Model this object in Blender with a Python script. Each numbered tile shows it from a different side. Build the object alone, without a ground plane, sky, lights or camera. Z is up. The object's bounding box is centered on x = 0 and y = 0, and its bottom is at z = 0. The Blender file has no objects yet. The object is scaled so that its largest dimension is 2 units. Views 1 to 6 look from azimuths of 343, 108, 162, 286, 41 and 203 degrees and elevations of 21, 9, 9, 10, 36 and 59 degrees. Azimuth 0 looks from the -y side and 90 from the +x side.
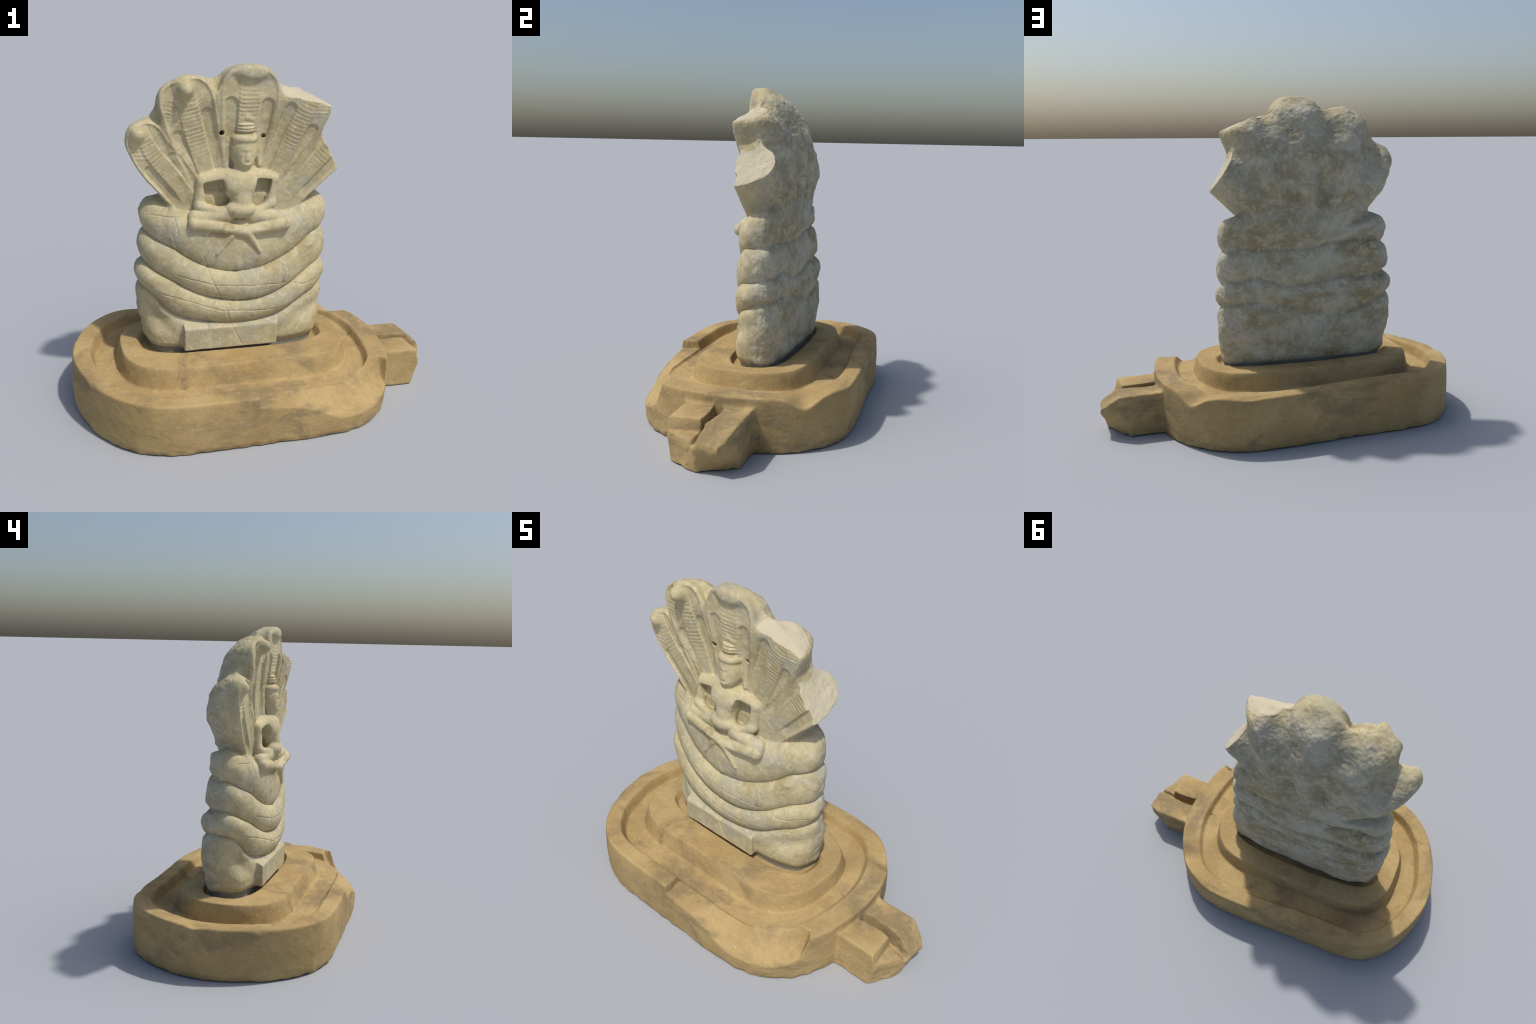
"""Weathered stone stele of a meditating figure seated on a coiled serpent, five
cobra hoods fanned out behind it, set into an oval sandstone pedestal with a
grooved spout.  The two stones are described as implicit solids (profiles,
axes, cross-sections), skinned with a surface-net mesher, worn with noise and
then separated into their parts."""
import math
import bpy
import numpy as np

F32 = np.float32
rng = np.random.default_rng(7)


# ----------------------------------------------------------------- small maths
def curve(points, samples=200):
    """Catmull-Rom curve through control points -> dense (n, dims) array."""
    p = np.asarray(points, float)
    p = np.vstack([2 * p[0] - p[1], p, 2 * p[-1] - p[-2]])
    n = len(p) - 3
    out = []
    per = max(2, samples // n)
    for i in range(n):
        a, b, c, d = p[i:i + 4]
        t = np.linspace(0, 1, per, endpoint=(i == n - 1))[:, None]
        out.append(0.5 * (2 * b + (c - a) * t + (2 * a - 5 * b + 4 * c - d) * t ** 2 + (3 * b - a - 3 * c + d) * t ** 3))
    return np.vstack(out)


def profile(v, pairs):
    """Smooth 1D profile given as (position, value) pairs."""
    q = sorted(pairs)
    xs, ys = np.array([a for a, _ in q], float), np.array([b for _, b in q], float)
    g = np.linspace(xs[0], xs[-1], 400)
    lin = np.interp(g, xs, ys)
    k = np.hanning(25)
    k /= k.sum()
    lin = np.convolve(np.pad(lin, 12, mode="edge"), k, "valid")
    return np.interp(v, g, lin)


def smin(a, b, k):
    h = np.maximum(k - np.abs(a - b), 0) / k
    return np.minimum(a, b) - h * h * k * 0.25


def smax(a, b, k):
    return -smin(-a, -b, k)


def step(a, b, v):
    t = np.clip((v - a) / (b - a), 0, 1)
    return t * t * (3 - 2 * t)


def lattice_noise(p, seed=0):
    """Smooth value noise in [-1, 1] at points p (n, 3)."""
    i = np.floor(p).astype(np.int64)
    f = p - i
    f = f * f * f * (f * (f * 6 - 15) + 10)
    out = np.zeros(len(p))
    for dx in (0, 1):
        for dy in (0, 1):
            for dz in (0, 1):
                h = (i[:, 0] + dx) * 374761393 + (i[:, 1] + dy) * 668265263 + (i[:, 2] + dz) * 2147483647 + seed * 974711
                h = (h ^ (h >> 13)) * 1274126177
                h = (h ^ (h >> 16)) & 0xFFFFFF
                w = (f[:, 0] if dx else 1 - f[:, 0]) * (f[:, 1] if dy else 1 - f[:, 1]) * (f[:, 2] if dz else 1 - f[:, 2])
                out += w * (h / 0x7FFFFF - 1.0)
    return out


def fbm(p, size, octaves=3, seed=0, gain=0.5):
    total, amp, norm = 0, 1.0, 0
    for o in range(octaves):
        total = total + amp * lattice_noise(p / size * 2 ** o + 17.3 * o, seed + o)
        norm += amp
        amp *= gain
    return total / norm


# ------------------------------------------------------------ surface-net mesher
def surface_net(F, lo, h):
    """Quads of the zero level of F sampled on a grid with origin lo, spacing h."""
    inside = F < 0
    nx, ny, nz = F.shape
    c = np.zeros((nx - 1, ny - 1, nz - 1), np.uint8)
    for dx in (0, 1):
        for dy in (0, 1):
            for dz in (0, 1):
                c += inside[dx:nx - 1 + dx, dy:ny - 1 + dy, dz:nz - 1 + dz]
    cell = np.argwhere((c > 0) & (c < 8))
    number = np.full(c.shape, -1, np.int32)
    number[cell[:, 0], cell[:, 1], cell[:, 2]] = np.arange(len(cell))
    acc = np.zeros((len(cell), 3))
    cnt = np.zeros(len(cell))
    corner = [np.array(k) for k in np.ndindex(2, 2, 2)]
    for a in corner:
        for ax in range(3):
            if a[ax]:
                continue
            b = a.copy()
            b[ax] = 1
            va = F[cell[:, 0] + a[0], cell[:, 1] + a[1], cell[:, 2] + a[2]].astype(float)
            vb = F[cell[:, 0] + b[0], cell[:, 1] + b[1], cell[:, 2] + b[2]].astype(float)
            m = (va < 0) != (vb < 0)
            t = va[m] / (va[m] - vb[m])
            pt = np.tile(a.astype(float), (m.sum(), 1))
            pt[:, ax] += t
            acc[m] += pt
            cnt[m] += 1
    verts = np.array(lo) + h * (cell + acc / cnt[:, None])
    faces = []
    for ax in range(3):
        u, v = (ax + 1) % 3, (ax + 2) % 3
        s0, s1 = [slice(None)] * 3, [slice(None)] * 3
        s0[ax], s1[ax] = slice(0, -1), slice(1, None)
        A, B = inside[tuple(s0)], inside[tuple(s1)]
        e = np.argwhere(A != B)
        ok = (e[:, u] > 0) & (e[:, v] > 0) & (e[:, u] < F.shape[u] - 1) & (e[:, v] < F.shape[v] - 1)
        e = e[ok]
        flip = ~A[e[:, 0], e[:, 1], e[:, 2]]
        q = []
        for du, dv in ((1, 1), (0, 1), (0, 0), (1, 0)):
            k = e.copy()
            k[:, u] -= du
            k[:, v] -= dv
            q.append(number[k[:, 0], k[:, 1], k[:, 2]])
        q = np.stack(q, 1)
        q[flip] = q[flip][:, ::-1]
        faces.append(q)
    return verts, np.vstack(faces)


def vertex_normals(v, q):
    n = np.cross(v[q[:, 2]] - v[q[:, 0]], v[q[:, 3]] - v[q[:, 1]])
    out = np.zeros_like(v)
    for k in range(4):
        for ax in range(3):
            out[:, ax] += np.bincount(q[:, k], n[:, ax], len(v))
    return out / np.maximum(np.linalg.norm(out, axis=1, keepdims=True), 1e-12)


def relax(v, q, rounds=1, amount=0.5):
    for _ in range(rounds):
        acc, cnt = np.zeros_like(v), np.zeros(len(v))
        for k in range(4):
            for j in (1, 3):
                o = q[:, (k + j) % 4]
                cnt += np.bincount(q[:, k], minlength=len(v))
                for ax in range(3):
                    acc[:, ax] += np.bincount(q[:, k], v[o, ax], len(v))
        v = v + amount * (acc / np.maximum(cnt, 1)[:, None] - v)
    return v


# ==================================================================== THE STELE
SLO, SHI = np.array([-0.78, -0.215, 0.235]), np.array([0.42, 0.265, 1.80])

# coil boundaries, (x, z) along the front and along the back
GROOVES = [
    dict(front=[(-.66, .955), (-.63, .945), (-.58, .912), (-.494, .875), (-.425, .828), (-.343, .786), (-.254, .76), (-.176, .751), (-.061, .762), (.059, .802), (.161, .857), (.225, .905), (.30, .925), (.36, .925)],
         back=[(-.66, .96), (-.57, .965), (-.457, .99), (-.287, .965), (-.131, .937), (.061, .95), (.19, .955), (.319, .935), (.36, .93)]),
    dict(front=[(-.67, .79), (-.643, .79), (-.59, .752), (-.494, .704), (-.447, .674), (-.358, .632), (-.268, .606), (-.146, .589), (-.023, .599), (.1, .645), (.19, .70), (.26, .735), (.36, .745)],
         back=[(-.67, .79), (-.588, .797), (-.416, .782), (-.235, .775), (-.039, .742), (.142, .785), (.30, .77), (.36, .765)]),
    dict(front=[(-.68, .665), (-.655, .66), (-.61, .635), (-.57, .598), (-.534, .556), (-.47, .514), (-.362, .486), (-.204, .466), (-.017, .477), (.095, .51), (.2, .565), (.30, .60), (.36, .61)],
         back=[(-.68, .665), (-.608, .655), (-.451, .61), (-.247, .565), (.033, .64), (.223, .66), (.36, .65)]),
]
HOOD_BREAK = ((.10, .045, 1.678), (.25, -.075, 1.592), (.05, -.075, 1.632))
COIL_TOP = dict(front=[(-.68, 1.125), (-.58, 1.115), (-.5, 1.085), (-.4, 1.06), (-.15, 1.05), (.1, 1.05), (.2, 1.08), (.28, 1.115), (.36, 1.125)],
                back=[(-.68, 1.13), (-.55, 1.14), (-.3, 1.17), (0, 1.17), (.25, 1.145), (.36, 1.13)])

# cobra hoods: axis in the x-z plane, half width, front plane y, back depth, hollow of the front
HOODS = [
    dict(arch=(.80, .76), axis=[(-.36, 1.04), (-.47, 1.20), (-.58, 1.335), (-.622, 1.405)], w=[.085, .10, .108, .095], y=[-.046, -.046, -.052, -.066], tb=[.17, .20, .222, .195], cup=[.0, -.004, -.008, .0], p=2.2),
    dict(arch=(.84, .96), axis=[(-.27, 1.03), (-.33, 1.25), (-.395, 1.45), (-.43, 1.575)], w=[.09, .10, .125, .134], y=[-.044, -.044, -.056, -.092], tb=[.20, .21, .228, .202], cup=[.0, -.003, -.006, .004], p=2.8),
    dict(arch=(1.02, 1.02), axis=[(-.15, 1.02), (-.145, 1.30), (-.137, 1.50), (-.133, 1.61)], w=[.10, .105, .128, .148], y=[-.044, -.044, -.056, -.098], tb=[.205, .225, .245, .220], cup=[.0, -.006, -.016, .002], p=2.9),
    dict(arch=(1.02, .92), axis=[(-.04, 1.03), (.03, 1.25), (.11, 1.45), (.155, 1.56)], w=[.09, .10, .12, .125], y=[-.044, -.044, -.058, -.092], tb=[.20, .22, .242, .207], cup=[.0, -.003, -.006, .004], p=2.4),
    dict(arch=(.92, .92), axis=[(.03, 1.05), (.13, 1.17), (.25, 1.31), (.37, 1.44)], w=[.085, .10, .116, .125], y=[-.046, -.046, -.055, -.060], tb=[.18, .20, .207, .205], cup=[.0, -.004, -.006, -.006], p=2.4),
]


def hood_maps(hood, X, Z):
    """Per (x, z): place t along the axis, signed side position a, radius r, length s."""
    pts = curve(hood["axis"], 24)
    seg = np.linalg.norm(np.diff(pts, axis=0), axis=1)
    L = np.concatenate([[0], np.cumsum(seg)])
    best = np.full(X.shape, 9.0)
    s = np.zeros(X.shape)
    side = np.zeros(X.shape)
    over = np.zeros(X.shape)
    for i in range(len(pts) - 1):
        d = (pts[i + 1] - pts[i]) / seg[i]
        px, pz = X - pts[i, 0], Z - pts[i, 1]
        along = px * d[0] + pz * d[1]
        lim = np.clip(along, 0, seg[i])
        dist = np.hypot(px - lim * d[0], pz - lim * d[1])
        m = dist < best
        best[m] = dist[m]
        s[m] = (L[i] + lim)[m]
        side[m] = (px * d[1] - pz * d[0])[m]
        over[m] = np.abs(along - lim)[m] if i in (0, len(pts) - 2) else 0
    t = s / L[-1]
    knots = np.linspace(0, 1, len(hood["w"]))
    w = np.interp(t, knots, hood["w"])
    p = hood["p"]
    r = (np.abs(side / w) ** p + (over / w) ** p) ** (1 / p)
    get = lambda key: np.interp(t, knots, hood[key])
    return dict(t=t, a=side / w, r=r, w=w, s=s + over * (t > .5), over=over, y=get("y"), tb=get("tb"), cup=get("cup"), length=L[-1], arch=hood["arch"])


def hood_front(m, X, Z):
    """Carving of a hood's front: hollow, belly band with plates that spread into
    wings near the top, and two round-headed flat bands let in beside it."""
    a, w, L = np.abs(m["a"]), m["w"], m["length"]
    arch = np.where(m["a"] < 0, m["arch"][0], m["arch"][1])
    rr = np.clip(m["r"], 0, 1)
    t = m["s"] / L
    pts = np.stack([X.ravel(), 0 * X.ravel(), Z.ravel()], 1)
    wave = fbm(pts, .05, 2, 71).reshape(X.shape)
    y = m["y"] + m["cup"] * (1 - rr ** 2.5)
    reach = step(.15, .40, t)
    cap = np.hypot((a - .61) * w, np.maximum(m["s"] - (arch - .06) * L, 0)) - .21 * w
    band = step(.0035, -.0035, cap) * reach
    spread = .36 + .5 * step(arch + .02, arch + .12, t)
    plate_zone = (1 - step(spread - .03, spread + .07, a)) * step(.42, .80, t) * (1 - step(1.02, 1.16, t))
    s = m["s"] - .45 * np.maximum(a - .28, 0) * w + .004 * wave
    saw = (s / .0195) % 1.0
    saw = np.where(saw < .72, saw / .72, (1 - saw) / .28)
    belly = (1 - step(.34, .40, a)) * reach
    y = y - belly * .004 + band * .0075
    y = y - plate_zone * (1 - band) * saw * (.0024 + .0016 * wave)
    rim = np.exp(-((rr - .93) / .05) ** 2) * reach
    return y - rim * .005


class Stele:
    def __init__(self, xs, ys, zs):
        self.xs, self.ys, self.zs = xs, ys, zs
        X, Z = np.meshgrid(xs, zs, indexing="ij")
        self.groove = [(np.interp(X, *curve(g["front"]).T), np.interp(X, *curve(g["back"]).T)) for g in GROOVES]
        self.top = (np.interp(X, *curve(COIL_TOP["front"]).T), np.interp(X, *curve(COIL_TOP["back"]).T))
        self.hood = []
        for i, hd in enumerate(HOODS):
            m = hood_maps(hd, X, Z)
            m["front"] = hood_front(m, X, Z)
            self.hood.append({k: v.astype(F32) if isinstance(v, np.ndarray) else v for k, v in m.items()})

        pts = np.stack([X.ravel(), 0 * X.ravel(), Z.ravel()], 1)
        self.warp = (fbm(pts, .13, 2, 83) * .022).reshape(X.shape)
        px, pz = X + .155, Z - .95
        limit = profile(np.degrees(np.arctan2(px, pz)), [(-180, .25), (-62, .30), (-50, .52), (-42, .69), (-36, .725), (-11, .745), (13, .735), (36, .665), (46, .56), (60, .3), (180, .25)])
        self.web_r = (np.hypot(px, pz) / limit).astype(F32)

    def at(self, i, j, k):
        x, y, z = self.xs[i], self.ys[j], self.zs[k]
        parts = {}
        ik = (i, k)
        # ---- coiled body and foot block
        s = step(-.06, .12, y)
        mix = lambda fb: fb[0][ik] * (1 - s) + fb[1][ik] * s
        top = mix(self.top)
        warp = self.warp[ik] * s * (z < 1.1)
        A, B, C = (mix(g) + warp for g in self.groove)
        front = 1 - s
        amp = .022 + .020 * front + .010 * s * step(-.1, -.45, x)
        hi = np.where(z > A, top, np.where(z > B, A, B))
        lo = np.where(z > A, A, np.where(z > B, B, C))
        tt = np.clip((z - lo) / np.maximum(hi - lo, .02) * 2 - 1, -1, 1)
        inset = amp * (1 - np.sqrt(np.maximum(1 - np.abs(tt) ** 2.0, 0)))
        worn = amp * np.abs(tt) ** 2.6
        inset = inset * front + worn * s
        upper = (z > A) & (tt > 0)
        inset = np.where(upper, inset * (1 + .5 * front), inset)
        foot = z < C
        inset = np.where(foot, amp * np.exp(-np.maximum(C - z, 0) / .028), inset)
        # the foot block hollows under the lowest coil and tapers to a tenon
        inset = inset + .030 * front * foot * step(.0, .12, C - z)
        inset = inset + .02 * step(.36, .30, z)
        xl = np.interp(z, [.25, .36, .50, .63, .72, .86, 1.02, 1.15], [-.628, -.637, -.658, -.669, -.670, -.659, -.651, -.63])
        xr = np.interp(z, [.25, .30, .45, .56, .65, .82, 1.04, 1.15], [.325, .332, .351, .353, .346, .338, .328, .31])
        yf = np.interp(z, [.25, .45, .55, .70, .80, .9, 1.0, 1.1], [-.135, -.143, -.150, -.150, -.144, -.138, -.134, -.112])
        yb = np.interp(z, [.25, .3, .39, .55, .70, .83, 1.0, 1.15], [.180, .182, .185, .188, .188, .180, .166, .156]) - np.interp(z, [.35, .7, .85, 1.05], [.012, .035, .025, .0]) * (x + .155)
        cx, cy = (xl + xr) / 2, .03
        ax = (xr - xl) / 2 - inset
        ay = np.where(y < cy, cy - yf, yb - cy) - inset
        n = np.where(y < cy, 2.0 + 1.1 * step(.50, .38, z), 3.8)
        g = (np.abs((x - cx) / ax) ** n + np.abs((y - cy) / ay) ** n) ** (1 / n)
        body = (g - 1) * np.minimum(ax, ay)
        body = smax(body, (z - top - .01) * .8, .05)
        f = body
        parts["body"] = body
        parts["coil_level"] = np.where(foot, 3, np.where(z > A, 0, np.where(z > B, 1, 2)))
        # ---- hoods
        fan = np.full(len(x), 1.0)
        near = np.nonzero(z > .98)[0]
        ikn = (i[near], k[near])
        xn, yn, zn = x[near], y[near], z[near]
        hoods = []
        for h, m in enumerate(self.hood):
            r, w = m["r"][ikn], m["w"][ikn]
            e = 2 - .6 * step(.75, 1.0, m["t"][ikn])
            g = np.sqrt(r ** e + np.maximum((yn - m["y"][ikn]) / m["tb"][ikn], 0) ** 2)
            shell = (g - 1) * np.minimum(w, .12)
            fh = smax(shell, m["front"][ikn] - yn, .012)
            fh = self.wear(h, fh, xn, yn, zn)
            one = np.full(len(x), 1.0)
            one[near] = fh
            parts[f"hood{h}"] = one
            hoods.append(fh)
        fn = hoods[0]
        for h in hoods[1:]:
            fn = smin(fn, h, .038)
        # stone left standing between the hoods
        g = np.sqrt(np.clip(self.web_r[ikn], 0, 3) ** 3 + np.maximum((yn + .05) / (.150 + .078 * step(.35, .65, self.web_r[ikn])), 0) ** 2.2)
        web = smax((g - 1) * .12, -.034 - yn, .02)
        web = self.wear(4, web, xn, yn, zn)
        one = np.full(len(x), 1.0)
        one[near] = web
        parts["web"] = one
        parts["nearest"] = np.stack([m["r"][i, k] for m in self.hood]).argmin(0)
        fn = smin(fn, web, .035)
        fan[near] = fn
        f = smin(f, fan, .03)
        dx_, dz_ = -.32, .11
        u = np.clip(((x + .26) * dx_ + (z - 1.025) * dz_) / (dx_ ** 2 + dz_ ** 2), 0, 1)
        off = np.hypot(x + .26 - u * dx_, z - 1.025 - u * dz_)
        f = f + .034 * step(.15, .6, u) * np.exp(-(off / .022) ** 2) * step(.05, .12, y)
        # ---- front slab under the coils
        slab = self.box(x, y, z, (-.197, -.06, .40), (.248, .081, .070), .008)
        bevel = ((-y - .139) * .55 + (z - .452) * .85)
        slab = smax(slab, bevel, .006)
        parts["slab"] = slab
        f = smin(f, slab, .012)
        # ---- seated figure
        for name, prim, k_ in self.figure():
            fp = np.full(len(x), 1.0)
            lo_, hi_ = prim[1]
            m = (x > lo_[0]) & (x < hi_[0]) & (y > lo_[1]) & (y < hi_[1]) & (z > lo_[2]) & (z < hi_[2])
            m = np.nonzero(m)[0]
            fp[m] = prim[0](x[m], y[m], z[m])
            if name == "cut":
                f = smax(f, -fp, k_)
            else:
                parts[name] = np.minimum(parts[name], fp) if name in parts else fp
                f = smin(f, fp, k_)
        return f, parts

    @staticmethod
    def wear(h, f, x, y, z):
        """Broken ends of the hoods, and the snouts of those that survive."""
        ell = lambda c, r: (np.sqrt(((x - c[0]) / r[0]) ** 2 + ((y - c[1]) / r[1]) ** 2 + ((z - c[2]) / r[2]) ** 2) - 1) * min(r)
        if h == 0:
            f = smin(f, ell((-.664, -.060, 1.448), (.036, .048, .040)), .03)
        if h == 1:
            f = smin(f, ell((-.448, -.100, 1.658), (.036, .056, .042)), .035)
        if h == 2:
            f = smin(f, ell((-.13, -.075, 1.732), (.085, .058, .036)), .02)
            f = smax(f, -(y + .124 - (x + .12) * .08), .01)
        if h == 3:
            lip = np.array([.05, -.055, 1.617]), np.array([.255, -.058, 1.575])
            d = lip[1] - lip[0]
            u = np.clip(((x - lip[0][0]) * d[0] + (y - lip[0][1]) * d[1] + (z - lip[0][2]) * d[2]) / (d @ d), 0, 1)
            f = smin(f, np.sqrt((x - lip[0][0] - u * d[0]) ** 2 + (y - lip[0][1] - u * d[1]) ** 2 + (z - lip[0][2] - u * d[2]) ** 2) - .026, .02)
            p, n = break_plane(*HOOD_BREAK)
            f = smax(f, (x - p[0]) * n[0] + (y - p[1]) * n[1] + (z - p[2]) * n[2], .004)
            f = smax(f, -ell((.15, -.008, 1.700), (.12, .060, .072)), .02)
            p, n = break_plane((.157, .05, 1.644), (.231, .05, 1.602), (.25, -.06, 1.598))
            f = smax(f, (x - p[0]) * n[0] + (y - p[1]) * n[1] + (z - p[2]) * n[2], .012)
        if h == 4:
            p, n = break_plane((.348, -.060, 1.267), (.227, -.054, 1.465), (.306, .133, 1.385))
            f = smax(f, (x - p[0]) * n[0] + (y - p[1]) * n[1] + (z - p[2]) * n[2], .004)
        return f

    @staticmethod
    def box(x, y, z, c, half, r):
        q = [np.abs(v - m) - s + r for v, m, s in zip((x, y, z), c, half)]
        out = np.sqrt(sum(np.maximum(a, 0) ** 2 for a in q))
        return out + np.minimum(np.maximum(np.maximum(q[0], q[1]), q[2]), 0) - r

    def figure(self):
        def ellipsoid(c, r):
            c, r = np.array(c), np.array(r)
            fn = lambda x, y, z: (np.sqrt(((x - c[0]) / r[0]) ** 2 + ((y - c[1]) / r[1]) ** 2 + ((z - c[2]) / r[2]) ** 2) - 1) * r.min()
            return fn, (c - r - .06, c + r + .06)

        def limb(a, b, ra, rb):
            a, b = np.array(a), np.array(b)
            d = b - a

            def fn(x, y, z):
                t = np.clip(((x - a[0]) * d[0] + (y - a[1]) * d[1] + (z - a[2]) * d[2]) / (d @ d), 0, 1)
                return np.sqrt((x - a[0] - t * d[0]) ** 2 + (y - a[1] - t * d[1]) ** 2 + (z - a[2] - t * d[2]) ** 2) - (ra + t * (rb - ra))
            R = max(ra, rb) + .06
            return fn, (np.minimum(a, b) - R, np.maximum(a, b) + R)

        def block(c, half, r):
            return (lambda x, y, z: self.box(x, y, z, c, half, r)), (np.array(c) - half - .05, np.array(c) + half + .05)

        def opening(outline):
            o = np.array(outline)
            mid = o.mean(0)

            def fn(x, y, z):
                f = np.full(len(x), -1.0)
                for a, b in zip(o, np.roll(o, -1, 0)):
                    nx, nz = (b - a)[1], -(b - a)[0]
                    ln = math.hypot(nx, nz)
                    side = 1 if (mid - a) @ np.array([nx, nz]) < 0 else -1
                    f = smax(f, side * ((x - a[0]) * nx + (z - a[1]) * nz) / ln, .012)
                return smax(f, y + .040 + np.maximum(1.165 - z, 0) * .70, .012)
            lo_, hi_ = o.min(0) - .03, o.max(0) + .03
            return fn, (np.array([lo_[0], -.3, lo_[1]]), np.array([hi_[0], .02, hi_[1]]))

        E = []
        add = lambda name, prim, k=.010: E.append((name, prim, k))
        # torso and shoulders
        add("torso", ellipsoid((-.166, -.084, 1.197), (.098, .057, .080)))
        add("torso", ellipsoid((-.160, -.09, 1.12), (.056, .056, .09)))
        add("torso", ellipsoid((-.167, -.105, 1.076), (.080, .053, .046)), .008)
        add("torso", limb((-.16, -.065, 1.25), (-.155, -.06, 1.29), .045, .045))
        for sgn, sx, ex in ((-1, -.350, -.368), (1, .002, -.002)):
            add("arm", limb((-.165 + sgn * .06, -.062, 1.235), (sx, -.056, 1.212), .040, .034))
            add("arm", limb((sx, -.058, 1.208), (ex, -.070, 1.10), .031, .027))
            add("arm", limb((ex, -.082, 1.09), (-.166 + sgn * .095, -.102, 1.064), .026, .022), .016)
        # openings between arms and waist: sloping floor, straight upper edge
        for outline in ([(-.352, 1.205), (-.255, 1.226), (-.238, 1.178), (-.243, 1.113), (-.283, 1.099), (-.325, 1.108), (-.349, 1.165)],
                        [(-.084, 1.225), (-.002, 1.217), (-.007, 1.168), (-.032, 1.112), (-.062, 1.098), (-.097, 1.118), (-.106, 1.151)]):
            add("cut", opening(outline), .006)
        # crossed legs
        add("leg", limb((-.235, -.088, 1.045), (-.385, -.085, 1.035), .046, .040), .008)
        add("leg", limb((-.395, -.108, 1.012), (-.140, -.132, .966), .034, .027), .008)
        add("leg", limb((-.10, -.090, 1.038), (.055, -.100, 1.018), .044, .038), .008)
        add("leg", limb((.064, -.122, .998), (-.120, -.132, .970), .035, .027), .008)
        for cx in (-.235, -.088):
            add("cut", limb((cx - .03, -.165, 1.003), (cx + .03, -.165, 1.000), .016, .016), .008)
        # feet
        add("foot", limb((-.215, -.130, .945), (-.284, -.134, .856), .019, .008), .006)
        add("foot", limb((-.130, -.138, .960), (-.064, -.136, .858), .023, .009), .006)
        add("torso", ellipsoid((-.175, -.10, .885), (.075, .036, .075)), .02)
        add("torso", ellipsoid((-.172, -.122, .80), (.016, .012, .03)), .012)
        # head, headdress
        add("head", ellipsoid((-.150, -.062, 1.362), (.068, .066, .090)))
        add("head", ellipsoid((-.149, -.088, 1.315), (.044, .042, .045)))
        add("head", limb((-.146, -.122, 1.372), (-.145, -.127, 1.330), .008, .010), .010)
        add("head", ellipsoid((-.146, -.124, 1.303), (.018, .010, .006)), .006)
        for sgn in (-1, 1):
            add("cut", ellipsoid((-.147 + sgn * .028, -.134, 1.362), (.019, .010, .009)), .010)
            add("ear", limb((-.149 + sgn * .072, -.048, 1.405), (-.149 + sgn * .083, -.058, 1.285), .016, .013), .010)
        add("headdress", ellipsoid((-.149, -.063, 1.420), (.067, .064, .034)), .006)
        add("headdress", ellipsoid((-.146, -.062, 1.468), (.046, .045, .032)), .006)
        for q in range(3):
            add("headdress", ellipsoid((-.146, -.062, 1.460 + .015 * q), (.051 - .002 * q, .050 - .002 * q, .0075)), .005)
        add("headdress", ellipsoid((-.141, -.066, 1.522), (.034, .032, .024)), .006)
        for cx in (-.165, -.118):
            add("headdress", ellipsoid((cx, -.074, 1.512), (.017, .018, .015)), .008)
        # round sockets drilled beside the head
        add("cut", limb((-.260, -.09, 1.447), (-.262, .02, 1.445), .013, .012), .003)
        add("cut", limb((-.050, -.09, 1.430), (-.050, -.040, 1.428), .012, .010), .003)
        return E


def break_plane(p1, p2, p3):
    p1, p2, p3 = map(np.array, (p1, p2, p3))
    n = np.cross(p2 - p1, p3 - p1)
    n = n / np.linalg.norm(n)
    return p1, (n if n[2] > 0 else -n)


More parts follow.
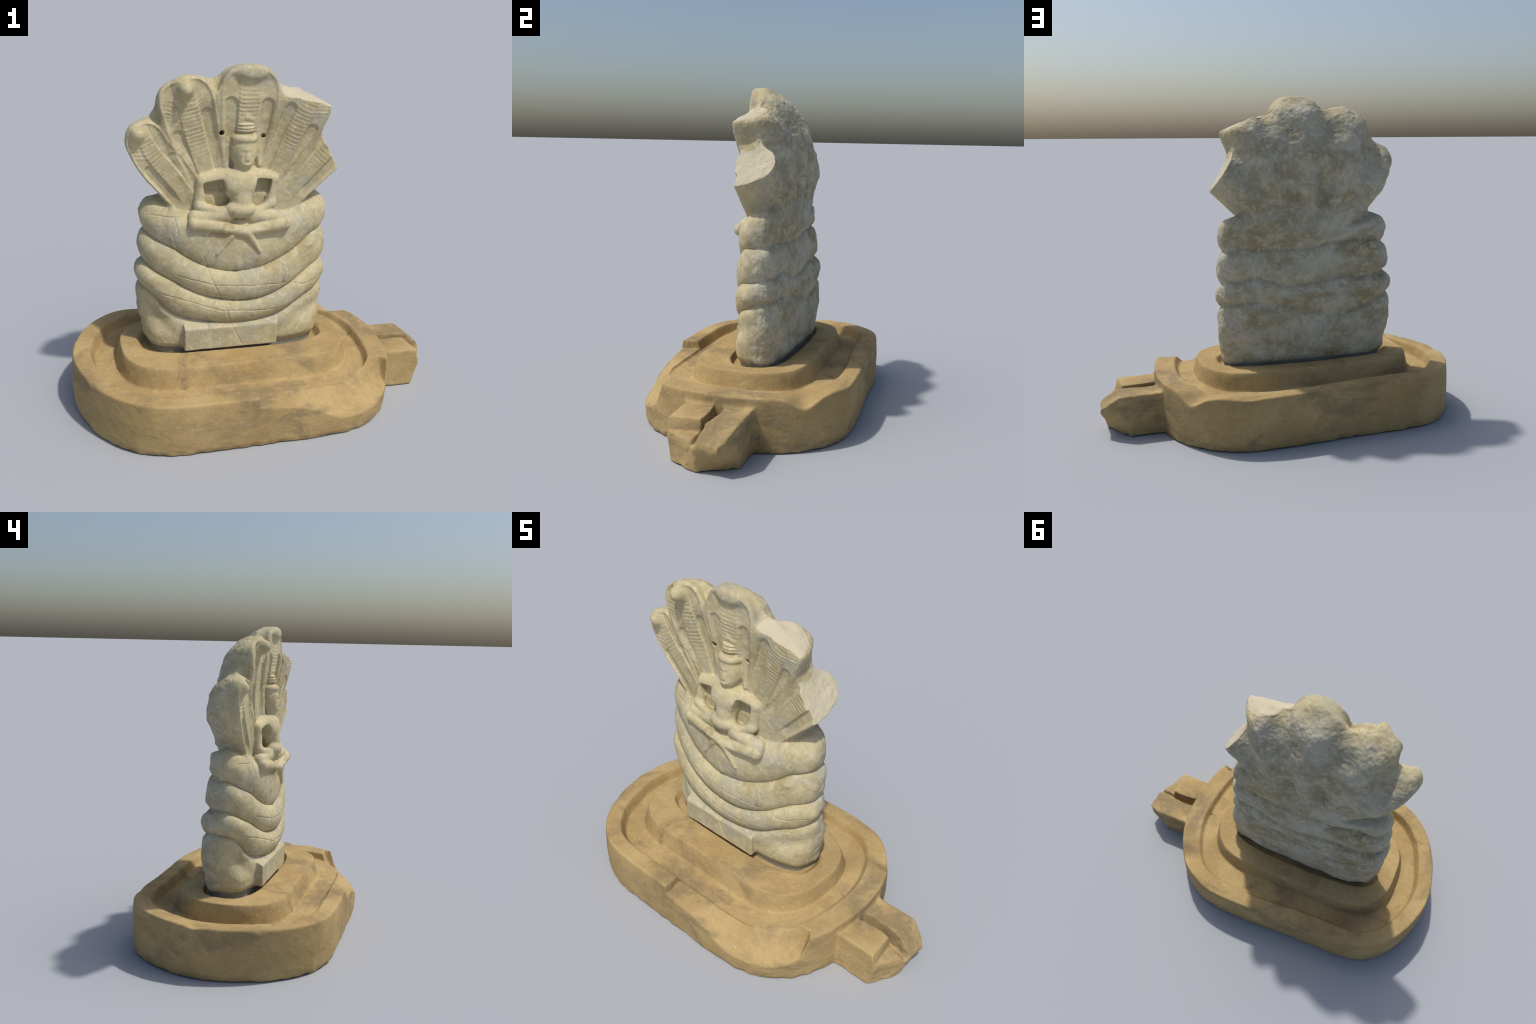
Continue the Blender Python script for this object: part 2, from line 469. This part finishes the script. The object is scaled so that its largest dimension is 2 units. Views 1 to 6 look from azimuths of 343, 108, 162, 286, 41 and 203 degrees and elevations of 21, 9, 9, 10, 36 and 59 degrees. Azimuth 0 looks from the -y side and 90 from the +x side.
def build_stele(h=0.003, ratio=4):
    n = np.ceil((SHI - SLO) / (h * ratio)).astype(int)
    axes = [SLO[a] + h * ratio * np.arange(n[a] + 1) for a in range(3)]
    st = Stele(*axes)
    I, J, K = (a.ravel() for a in np.meshgrid(*[np.arange(len(a)) for a in axes], indexing="ij"))
    Fc = st.at(I, J, K)[0].reshape([len(a) for a in axes])
    inside = Fc < 0
    cnt = np.zeros(n, int)
    for d in np.ndindex(2, 2, 2):
        cnt += inside[d[0]:n[0] + d[0], d[1]:n[1] + d[1], d[2]:n[2] + d[2]]
    near = (cnt > 0) & (cnt < 8)
    near |= np.abs(Fc[:-1, :-1, :-1]) < h * ratio * 1.2
    grown = near.copy()
    for ax in range(3):
        g = grown.copy()
        a, b = [slice(None)] * 3, [slice(None)] * 3
        a[ax], b[ax] = slice(1, None), slice(0, -1)
        g[tuple(a)] |= grown[tuple(b)]
        g[tuple(b)] |= grown[tuple(a)]
        grown = g
    fine = [SLO[a] + h * np.arange(n[a] * ratio + 1) for a in range(3)]
    fill = np.where(inside, -1.0, 1.0).astype(F32)[:-1, :-1, :-1]
    F = np.ones([len(a) for a in fine], F32)
    F[:-1, :-1, :-1] = np.repeat(np.repeat(np.repeat(fill, ratio, 0), ratio, 1), ratio, 2)
    mask = np.repeat(np.repeat(np.repeat(grown, ratio, 0), ratio, 1), ratio, 2)
    I, J, K = np.nonzero(mask)
    sf = Stele(*fine)
    B = 1500000
    for b in range(0, len(I), B):
        s = slice(b, b + B)
        F[I[s], J[s], K[s]] = sf.at(I[s], J[s], K[s])[0]
    v, q = surface_net(F, SLO, h)
    v, q = biggest_piece(v, q)
    v = relax(v, q, 1, .4)
    soft = relax(v, q, 3, .5)
    v = np.where((v[:, 1] > .06)[:, None], soft, v)
    nrm = vertex_normals(v, q)
    # labels of the faces
    c = v[q].mean(1)
    ijk = [np.clip(np.rint((c[:, a] - SLO[a]) / h).astype(int), 0, len(fine[a]) - 1) for a in range(3)]
    _, parts = sf.at(*ijk)
    names = ["body", "slab", "hood0", "hood1", "hood2", "hood3", "hood4", "web", "torso", "arm", "leg", "foot", "head", "ear", "headdress"]
    stack = np.stack([parts[k] for k in names])
    lab = stack.argmin(0)
    lab = np.where(lab == names.index("web"), names.index("hood0") + parts["nearest"], lab)
    lab = np.where(lab == 0, 100 + parts["coil_level"], lab)
    # weathering: coarse on the back, fine on the carved front
    back = step(.0, .45, nrm[:, 1] + .6 * step(.0, .12, v[:, 1]))
    flank = step(.30, .42, np.abs(v[:, 0] + .155)) * step(1.12, 1.0, v[:, 2])
    rough = (.0018 + .0050 * back) * fbm(v, .07, 3, 3) + (.0008 + .0016 * back) * fbm(v, .018, 2, 9)
    rough += (.007 * back + .007 * flank) * fbm(v * np.array([1, 1, 1.5]), .15, 2, 23)
    v = v + nrm * rough[:, None]
    p5, n5 = break_plane((.348, -.060, 1.267), (.227, -.054, 1.465), (.306, .133, 1.385))
    p4, n4 = break_plane(*HOOD_BREAK)
    raw = ((np.abs((v - p5) @ n5) < .01) & (nrm @ n5 > .7)) | ((np.abs((v - p4) @ n4) < .03) & (nrm @ n4 > .7) & (v[:, 2] > 1.55))
    v = v + nrm * (raw * (.0035 * fbm(v, .035, 3, 91) + .003 * fbm(v, .1, 2, 93)))[:, None]
    v = carve_cracks(v, nrm)
    return v, q, lab, names


# cracks on the carved front, as (x, z) runs
CRACKS = [
    [(-.60, 1.045), (-.53, 1.04), (-.463, 1.036)], [(-.49, 1.03), (-.478, .98), (-.475, .95)],
    [(-.50, .95), (-.488, .90), (-.47, .87)], [(-.35, .84), (-.33, .79), (-.315, .73), (-.30, .70), (-.24, .58), (-.215, .50), (-.17, .40), (-.14, .345)],
    [(-.48, .74), (-.30, .69), (-.10, .675), (.10, .67)], [(-.64, .665), (-.45, .61), (-.25, .55), (-.05, .53), (.10, .53), (.25, .56)],
    [(.11, .845), (.13, .835)], [(.22, .48), (.15, .36)], [(.12, .66), (.20, .64), (.32, .67)],
]


def carve_cracks(v, nrm):
    front = np.nonzero((v[:, 1] < 0.05) & (nrm[:, 1] < -.2) & (v[:, 2] < 1.1))[0]
    x, z = v[front, 0], v[front, 2]
    jit = fbm(v[front], .05, 2, 31) * .006
    d = np.full(len(front), 1.0)
    for run in CRACKS:
        for (ax, az), (bx, bz) in zip(run[:-1], run[1:]):
            ux, uz = bx - ax, bz - az
            t = np.clip(((x - ax) * ux + (z + jit - az) * uz) / (ux * ux + uz * uz), 0, 1)
            d = np.minimum(d, np.hypot(x - ax - t * ux, z + jit - az - t * uz))
    v = v.copy()
    v[front] -= nrm[front] * (.0030 * np.exp(-(d / .0026) ** 2))[:, None]
    return v


def biggest_piece(v, q):
    """Drop loose crumbs left by the mesher."""
    lab = np.arange(len(v))
    while True:
        m = lab[q].min(1)
        new = lab.copy()
        for k in range(4):
            np.minimum.at(new, q[:, k], m)
        new = new[new]
        if (new == lab).all():
            break
        lab = new
    ids, cnt = np.unique(lab, return_counts=True)
    keep = lab == ids[cnt.argmax()]
    idx = np.cumsum(keep) - 1
    q = q[keep[q[:, 0]]]
    return v[keep], idx[q]


# ================================================================= THE PEDESTAL
def oval(xl, xr, yh, n, al, ar, count=360):
    """Closed outline: long straight sides with superelliptic ends."""
    t = np.linspace(0, 2 * np.pi, count, endpoint=False)
    c, s = np.cos(t), np.sin(t)
    px = np.sign(c) * np.abs(c) ** (2 / n)
    py = np.sign(s) * np.abs(s) ** (2 / n) * yh
    x = np.where(px > 0, xr - ar + ar * px, xl + al + al * px)
    return np.stack([x, py], 1)


def rounded(points, count=240):
    """Closed curve through control points, evenly spaced and faired."""
    c = curve(points, 40 * len(points))
    d = np.concatenate([[0], np.cumsum(np.hypot(*np.diff(c, axis=0).T))])
    u = np.linspace(0, d[-1], count, endpoint=False)
    c = np.stack([np.interp(u, d, c[:, 0]), np.interp(u, d, c[:, 1])], 1)
    k = np.hanning(23)[1:-1]
    k /= k.sum()
    pad = len(k) // 2
    return np.stack([np.convolve(np.concatenate([c[-pad:, a], c[:, a], c[:pad, a]]), k, "valid") for a in (0, 1)], 1) * (1.004, .998)


def outline_distance(poly, X, Y):
    d = np.full(X.shape, 9.0)
    ins = np.zeros(X.shape, bool)
    for a, b in zip(poly, np.roll(poly, -1, 0)):
        e = b - a
        L = e @ e
        if L < 1e-12:
            continue
        t = np.clip(((X - a[0]) * e[0] + (Y - a[1]) * e[1]) / L, 0, 1)
        d = np.minimum(d, (X - a[0] - t * e[0]) ** 2 + (Y - a[1] - t * e[1]) ** 2)
        cross = (a[1] > Y) != (b[1] > Y)
        if a[1] != b[1]:
            ins ^= cross & (X < (b[0] - a[0]) * (Y - a[1]) / (b[1] - a[1]) + a[0])
    d = np.sqrt(d)
    return np.where(ins, -d, d)


def build_pedestal(h=0.005):
    lo, hi = np.array([-1.03, -.60, -.02]), np.array([1.03, .60, .36])
    n = np.ceil((hi - lo) / h).astype(int)
    xs, ys, zs = (lo[a] + h * np.arange(n[a] + 1) for a in range(3))
    X, Y = np.meshgrid(xs, ys, indexing="ij")
    P2 = np.stack([X.ravel(), Y.ravel(), np.zeros(X.size)], 1)
    wob = (fbm(P2, .35, 2, 5) * .006).reshape(X.shape)
    plan_curve = [(.69, 0), (.678, .15), (.635, .30), (.545, .445), (.43, .53), (.28, .570), (.0, .568), (-.3, .550), (-.55, .548), (-.70, .532), (-.803, .480), (-.908, .358), (-.983, .18), (-1.003, .03),
                  (-.985, -.09), (-.935, -.25), (-.89, -.345), (-.812, -.442), (-.71, -.522), (-.58, -.562), (-.35, -.566), (0, -.564), (.25, -.56), (.40, -.53), (.522, -.462), (.615, -.345), (.665, -.17), (.69, 0)]
    outer = outline_distance(rounded(plan_curve), X, Y) + wob * .6
    rim_in = outer + .105 + .025 * step(.35, .6, X) + wob * .5
    foot = outline_distance(oval(-.786, .471, .344, 2.6, .34, .34), X, Y - .007) + wob * .5
    crown = outline_distance(oval(-.752, .440, .296, 2.6, .31, .31), X, Y - .007) + wob * .5
    # heights
    rim_z = .275 + .002 * Y / .55 + .009 * step(-.1, .4, Y) * step(.2, -.6, X)
    floor = .216 + .012 * step(.0, .4, Y) + .020 * step(.3, .55, X)
    H = rim_z.copy()
    H = np.where(rim_in < .02, rim_z - (rim_z - floor) * step(.022, -.012, rim_in), H)
    rise = np.maximum(-foot, 0) / (np.maximum(-foot, 0) + np.maximum(crown, 0) + 1e-6)
    H = np.where(foot < 0, floor + (.322 - floor) * step(.12, 1.0, rise), H)
    # broken front rim: long scar, deepest at the right-hand front corner
    jag = (fbm(P2, .04, 2, 61) * .006).reshape(X.shape)
    scar_edge = np.interp(X + jag + .10 * (Y + .5), *zip((-1.1, .40), (-.176, .40), (-.164, .226), (-.10, .218), (.04, .200), (.17, .155), (.27, .108), (.36, .100), (.45, .102), (.54, .110), (.60, .15), (.645, .30), (1.1, .40)))
    across = np.clip(-outer / (.11 + .05 * step(.2, .5, X)), 0, 1.3)
    scar = scar_edge + (.232 - np.minimum(scar_edge, .232)) * across ** .8
    scar = np.where(Y < -.10, scar, 1.0)
    scar = scar + (.5 * step(-.36, -.10, Y))
    H = np.where(foot > -.0, np.minimum(H, np.maximum(scar, .09)), H)
    # chips: back right corner, left end, back rim
    for cx, cy, rx, ry, depth in ((.575, .40, .11, .07, .055), (-.945, -.275, .025, .03, .02), (-.60, .545, .05, .02, .012), (-.98, .06, .03, .04, .012), (.30, .55, .1, .02, .01)):
        g = np.exp(-(((X - cx) / rx) ** 2 + ((Y - cy) / ry) ** 2))
        H = H - depth * g
    # socket for the stele
    sx, sy = (X + .158) / .500, (Y - .032) / .168
    sock = ((np.abs(sx) ** 3.2 + np.abs(sy) ** 3.2) ** .3125 - 1) * .17
    H = np.where(sock < .004, .322 - .035 * step(.003, -.010, sock), H)
    # weep hole in the channel floor
    H = H - .02 * np.exp(-(((X - .545) / .011) ** 2 + ((Y - .055) / .007) ** 2))
    # ---- spout
    sp_top = .222 - .004 * step(.7, 1, X)
    gx = np.clip((X - .66) / .32, 0, 1)
    slot_w = .020 - .006 * gx
    slot = 1 - step(slot_w * .6, slot_w * 1.5, np.abs(Y - .004 + .012 * np.sin(X * 14)))
    slot_z = .150 - .018 * gx
    S = np.where(Y > 0,
                 np.minimum(sp_top, .222 - np.maximum(X - .895, 0) * .75),
                 np.minimum(sp_top, .222 - .062 * step(.868, .885, X + .10 * (Y + .08)) - np.maximum(X - .90, 0) * .25))
    S = np.where(X > .66, S - (S - np.minimum(slot_z, S - .012)) * slot, S)
    tip_low = np.interp(Y, (-.17, -.05, 0, .1, .176), (.868, .935, .948, .90, .842))
    tip_mid = np.interp(Y, (-.17, -.10, 0, .117, .15, .176), (.897, .925, .980, .996, .955, .90))
    plan = np.maximum(np.maximum(Y - .176, -.169 - Y), .5 - X)
    Hs = S
    x3 = [xs[:, None, None], ys[None, :, None], zs[None, None, :]]
    zz = x3[2]
    bulge = .006 * np.cos(np.clip(zz / .27, 0, 1) * math.pi - 1.6)
    basin = smax(outer[:, :, None] - bulge + .006 * step(.03, .0, zz), zz - H[:, :, None], .013)
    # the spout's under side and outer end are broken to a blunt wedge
    tip = tip_low[:, :, None] + (tip_mid - tip_low)[:, :, None] * step(.0, .13, zz)
    end = smax(plan[:, :, None] + 0 * zz, (x3[0] - tip) * .8, .012)
    spout = smax(end, zz - Hs[:, :, None], .012)
    F = smin(basin, spout, .02)
    F = smax(F, -(zz - .0005) + 0 * F, .006).astype(F32)
    v, q = surface_net(F, lo, h)
    v, q = biggest_piece(v, q)
    v = relax(v, q, 1, .3)
    nrm = vertex_normals(v, q)
    low = step(.05, .0, v[:, 2])
    tipz = step(.84, .92, v[:, 0])
    rough = .0030 * fbm(v, .12, 3, 41) + .0009 * fbm(v, .02, 2, 44) + (.006 * tipz + .006 * low) * fbm(v, .045, 2, 47)
    v = v + nrm * rough[:, None]
    v[:, 2] = np.maximum(v[:, 2], 0)
    c = v[q].mean(1)
    ix = np.clip(((c[:, 0] - lo[0]) / h).astype(int), 0, n[0])
    iy = np.clip(((c[:, 1] - lo[1]) / h).astype(int), 0, n[1])
    lab = np.where((outer[ix, iy] > .012) & (c[:, 0] > .6) & (np.abs(c[:, 1]) < .21), 2, np.where((foot[ix, iy] < 0) & (c[:, 2] > .1), 1, 0))
    return v, q, lab


# ==================================================================== MATERIALS
def new_material(name, rough=.85):
    m = bpy.data.materials.new(name)
    m.use_nodes = True
    nt = m.node_tree
    b = nt.nodes["Principled BSDF"]
    b.inputs["Roughness"].default_value = rough
    b.inputs["Specular IOR Level"].default_value = .25
    co = nt.nodes.new("ShaderNodeTexCoord").outputs["Object"]
    return m, nt, b, co


def noise(nt, co, scale, detail=6, rough=.6, dist=0, stretch=None, shift=0):
    if stretch or shift:
        mp = nt.nodes.new("ShaderNodeMapping")
        mp.inputs["Scale"].default_value = stretch or (1, 1, 1)
        mp.inputs["Location"].default_value = (shift, shift * .7, shift * 1.3)
        nt.links.new(co, mp.inputs["Vector"])
        co = mp.outputs["Vector"]
    n = nt.nodes.new("ShaderNodeTexNoise")
    n.inputs["Scale"].default_value = scale
    n.inputs["Detail"].default_value = detail
    n.inputs["Roughness"].default_value = rough
    n.inputs["Distortion"].default_value = dist
    nt.links.new(co, n.inputs["Vector"])
    return n.outputs["Fac"]


def ramp(nt, fac, lo, hi):
    r = nt.nodes.new("ShaderNodeMapRange")
    r.interpolation_type = "SMOOTHSTEP"
    r.inputs["From Min"].default_value = lo
    r.inputs["From Max"].default_value = hi
    nt.links.new(fac, r.inputs["Value"])
    return r.outputs["Result"]


def scale_by(nt, a, b):
    m = nt.nodes.new("ShaderNodeMath")
    m.operation = "MULTIPLY"
    for k, v in enumerate((a, b)):
        if isinstance(v, (int, float)):
            m.inputs[k].default_value = v
        else:
            nt.links.new(v, m.inputs[k])
    return m.outputs[0]


def mix(nt, fac, a, b, mode="MIX"):
    m = nt.nodes.new("ShaderNodeMix")
    m.data_type = "RGBA"
    m.blend_type = mode
    if isinstance(fac, (int, float)):
        m.inputs[0].default_value = fac
    else:
        nt.links.new(fac, m.inputs[0])
    for k, v in ((6, a), (7, b)):
        if isinstance(v, tuple):
            m.inputs[k].default_value = (*v, 1)
        else:
            nt.links.new(v, m.inputs[k])
    return m.outputs[2]


def bump(nt, b, height, strength, distance):
    n = nt.nodes.new("ShaderNodeBump")
    n.inputs["Strength"].default_value = strength
    n.inputs["Distance"].default_value = distance
    nt.links.new(height, n.inputs["Height"])
    nt.links.new(n.outputs["Normal"], b.inputs["Normal"])


def marble(fresh=False):
    m, nt, b, co = new_material("broken_marble" if fresh else "weathered_marble", .8)
    if fresh:
        c = mix(nt, noise(nt, co, 14, 5, .6), (.46, .41, .28), (.54, .49, .36))
        c = mix(nt, scale_by(nt, ramp(nt, noise(nt, co, 7, 4, .6, 0, None, 3), .55, .75), .5), c, (.40, .32, .18))
    else:
        # front tinted honey for sunlight, back greyed for sky-lit shade, ochre runs behind
        warm = mix(nt, ramp(nt, noise(nt, co, 5, 5, .6, .4), .35, .65), (.40, .335, .18), (.515, .45, .27))
        warm = mix(nt, scale_by(nt, ramp(nt, noise(nt, co, 3.2, 6, .65, .6, None, 4), .50, .66), .8), warm, (.37, .355, .265))
        raw = mix(nt, ramp(nt, noise(nt, co, 6, 6, .65, .6, None, 12), .35, .65), (.345, .315, .22), (.49, .46, .355))
        raw = mix(nt, scale_by(nt, ramp(nt, noise(nt, co, 4.5, 7, .72, .5, (.8, .8, 1.5), 21), .45, .66), .8), raw, (.28, .215, .105))
        sep = nt.nodes.new("ShaderNodeSeparateXYZ")
        nt.links.new(co, sep.inputs[0])
        wob = nt.nodes.new("ShaderNodeMath")
        wob.operation = "MULTIPLY_ADD"
        nt.links.new(noise(nt, co, 7, 4, .6, .3, None, 33), wob.inputs[0])
        wob.inputs[1].default_value = .22
        nt.links.new(sep.outputs["Y"], wob.inputs[2])
        c = mix(nt, ramp(nt, wob.outputs[0], .10, .20), warm, raw)
        c = mix(nt, scale_by(nt, ramp(nt, noise(nt, co, 9, 7, .7, .8, None, 9), .52, .72), .6), c, (.30, .225, .105))
        c = mix(nt, scale_by(nt, ramp(nt, noise(nt, co, 26, 6, .7, .5, None, 6), .46, .68), .6), c, (.61, .545, .385))
        c = mix(nt, scale_by(nt, ramp(nt, noise(nt, co, 6, 8, .75, .3, None, 15), .58, .74), .65), c, (.16, .14, .09))
        c = mix(nt, scale_by(nt, ramp(nt, noise(nt, co, 70, 5, .75, 0, None, 27), .50, .75), .35), c, (.25, .21, .13))
    nt.links.new(c, b.inputs["Base Color"])
    bump(nt, b, noise(nt, co, 75, 8, .72, .6, (1, 1, .6)), .5, .004)
    return m


def slate():
    m, nt, b, co = new_material("dark_grey_marble", .85)
    c = mix(nt, noise(nt, co, 18, 6, .65), (.16, .17, .155), (.30, .30, .265))
    nt.links.new(c, b.inputs["Base Color"])
    bump(nt, b, noise(nt, co, 120, 6, .7), .35, .003)
    return m


def sandstone():
    m, nt, b, co = new_material("ochre_sandstone", .9)
    c = mix(nt, ramp(nt, noise(nt, co, 3.5, 6, .6, .5), .35, .68), (.36, .25, .105), (.455, .33, .148))
    c = mix(nt, scale_by(nt, ramp(nt, noise(nt, co, 2.4, 6, .65, .4, (1, 1, 2.2), 5), .49, .66), .8), c, (.22, .165, .09))
    c = mix(nt, scale_by(nt, ramp(nt, noise(nt, co, 5, 7, .7, .6, None, 8), .56, .72), .6), c, (.45, .29, .11))
    c = mix(nt, scale_by(nt, ramp(nt, noise(nt, co, 60, 5, .75, 0, None, 2), .45, .75), .35), c, (.20, .15, .08))
    c = mix(nt, scale_by(nt, ramp(nt, noise(nt, co, 3.0, 7, .7, .7, None, 41), .57, .70), .7), c, (.145, .105, .068))
    c = mix(nt, scale_by(nt, ramp(nt, noise(nt, co, 30, 6, .7, .3, (1, 1, 2.5), 17), .48, .70), .35), c, (.50, .385, .205))
    v = nt.nodes.new("ShaderNodeTexVoronoi")
    v.inputs["Scale"].default_value = 14
    nt.links.new(co, v.inputs["Vector"])
    spot = nt.nodes.new("ShaderNodeMath")
    spot.operation = "LESS_THAN"
    nt.links.new(v.outputs["Distance"], spot.inputs[0])
    spot.inputs[1].default_value = .042
    c = mix(nt, scale_by(nt, spot.outputs[0], .7), c, (.70, .64, .50))
    nt.links.new(c, b.inputs["Base Color"])
    bump(nt, b, noise(nt, co, 150, 6, .75), .4, .003)
    return m


# ===================================================================== ASSEMBLY
def make_parts(v, q, groups, normals, material_of, parent_of, slots):
    """Separate one skin into named parts that share border vertices and normals."""
    made = {}
    for name, mask in groups:
        qq = q[mask]
        if not len(qq):
            continue
        used = np.unique(qq)
        remap = np.full(len(v), -1)
        remap[used] = np.arange(len(used))
        me = bpy.data.meshes.new(name)
        f = remap[qq]
        me.vertices.add(len(used))
        me.vertices.foreach_set("co", v[used].astype(F32).ravel())
        me.loops.add(len(f) * 4)
        me.loops.foreach_set("vertex_index", f.astype(np.int32).ravel())
        me.polygons.add(len(f))
        me.polygons.foreach_set("loop_start", np.arange(0, len(f) * 4, 4, dtype=np.int32))
        for s in slots:
            me.materials.append(s)
        me.polygons.foreach_set("material_index", material_of[mask].astype(np.int32))
        me.update(calc_edges=True)
        me.polygons.foreach_set("use_smooth", np.ones(len(f), bool))
        me.normals_split_custom_set_from_vertices(normals[used].astype(F32))
        ob = bpy.data.objects.new(name, me)
        bpy.context.scene.collection.objects.link(ob)
        ob.parent = parent_of(name, made)
        made.setdefault(name, ob)
    return made


def main():
    root = bpy.data.objects.new("serpent_throne_statue", None)
    bpy.context.scene.collection.objects.link(root)
    root["label"] = "pale stone figure seated on coiled five-hooded serpent, ochre oval pedestal"
    root["category"] = "stone statue"

    v, q, lab, names = build_stele()
    nrm = vertex_normals(v, q)
    c = v[q].mean(1)
    key = {n: i for i, n in enumerate(names)}
    mat = np.zeros(len(q), int)
    fn = np.cross(v[q[:, 2]] - v[q[:, 0]], v[q[:, 3]] - v[q[:, 1]])
    fn /= np.maximum(np.linalg.norm(fn, axis=1, keepdims=True), 1e-12)
    p, n = break_plane((.348, -.060, 1.267), (.227, -.054, 1.465), (.306, .133, 1.385))
    mat[(np.abs((c - p) @ n) < .008) & (fn @ n > .75) & (lab == key["hood4"])] = 1
    p, n = break_plane(*HOOD_BREAK)
    mat[((c - p) @ n > -.035) & (fn @ n > .72) & (lab == key["hood3"]) & (c[:, 1] < .05)] = 1
    left = c[:, 0] < -.155
    tenon = c[:, 2] < .332 - .018 * step(-.5, -.4, c[:, 0]) * (c[:, 1] < .03) + .006 * fbm(c, .06, 2, 53)
    mat[tenon & (lab == 103)] = 2
    groups = [("coil", lab == 100), ("coil", lab == 101), ("coil", lab == 102), ("foot_block", (lab == 103) & ~tenon), ("tenon", (lab == 103) & tenon), ("front_slab", lab == key["slab"])]
    groups += [("hood", lab == key[f"hood{i}"]) for i in range(5)]
    groups += [("torso", lab == key["torso"]), ("head", lab == key["head"]), ("headdress", lab == key["headdress"])]
    for part in ("arm", "leg", "foot", "ear"):
        groups += [(part, (lab == key[part]) & left), (part, (lab == key[part]) & ~left)]
    make_parts(v, q, groups, nrm, mat, lambda nm, made: made["head"] if nm in ("ear", "headdress") else root, [marble(), marble(True), slate()])

    v, q, lab = build_pedestal()
    nrm = vertex_normals(v, q)
    make_parts(v, q, [("pedestal", lab == 0), ("plinth", lab == 1), ("spout", lab == 2)], nrm, np.zeros(len(q), int),
               lambda nm, made: made["pedestal"] if nm != "pedestal" else root, [sandstone()])


main()
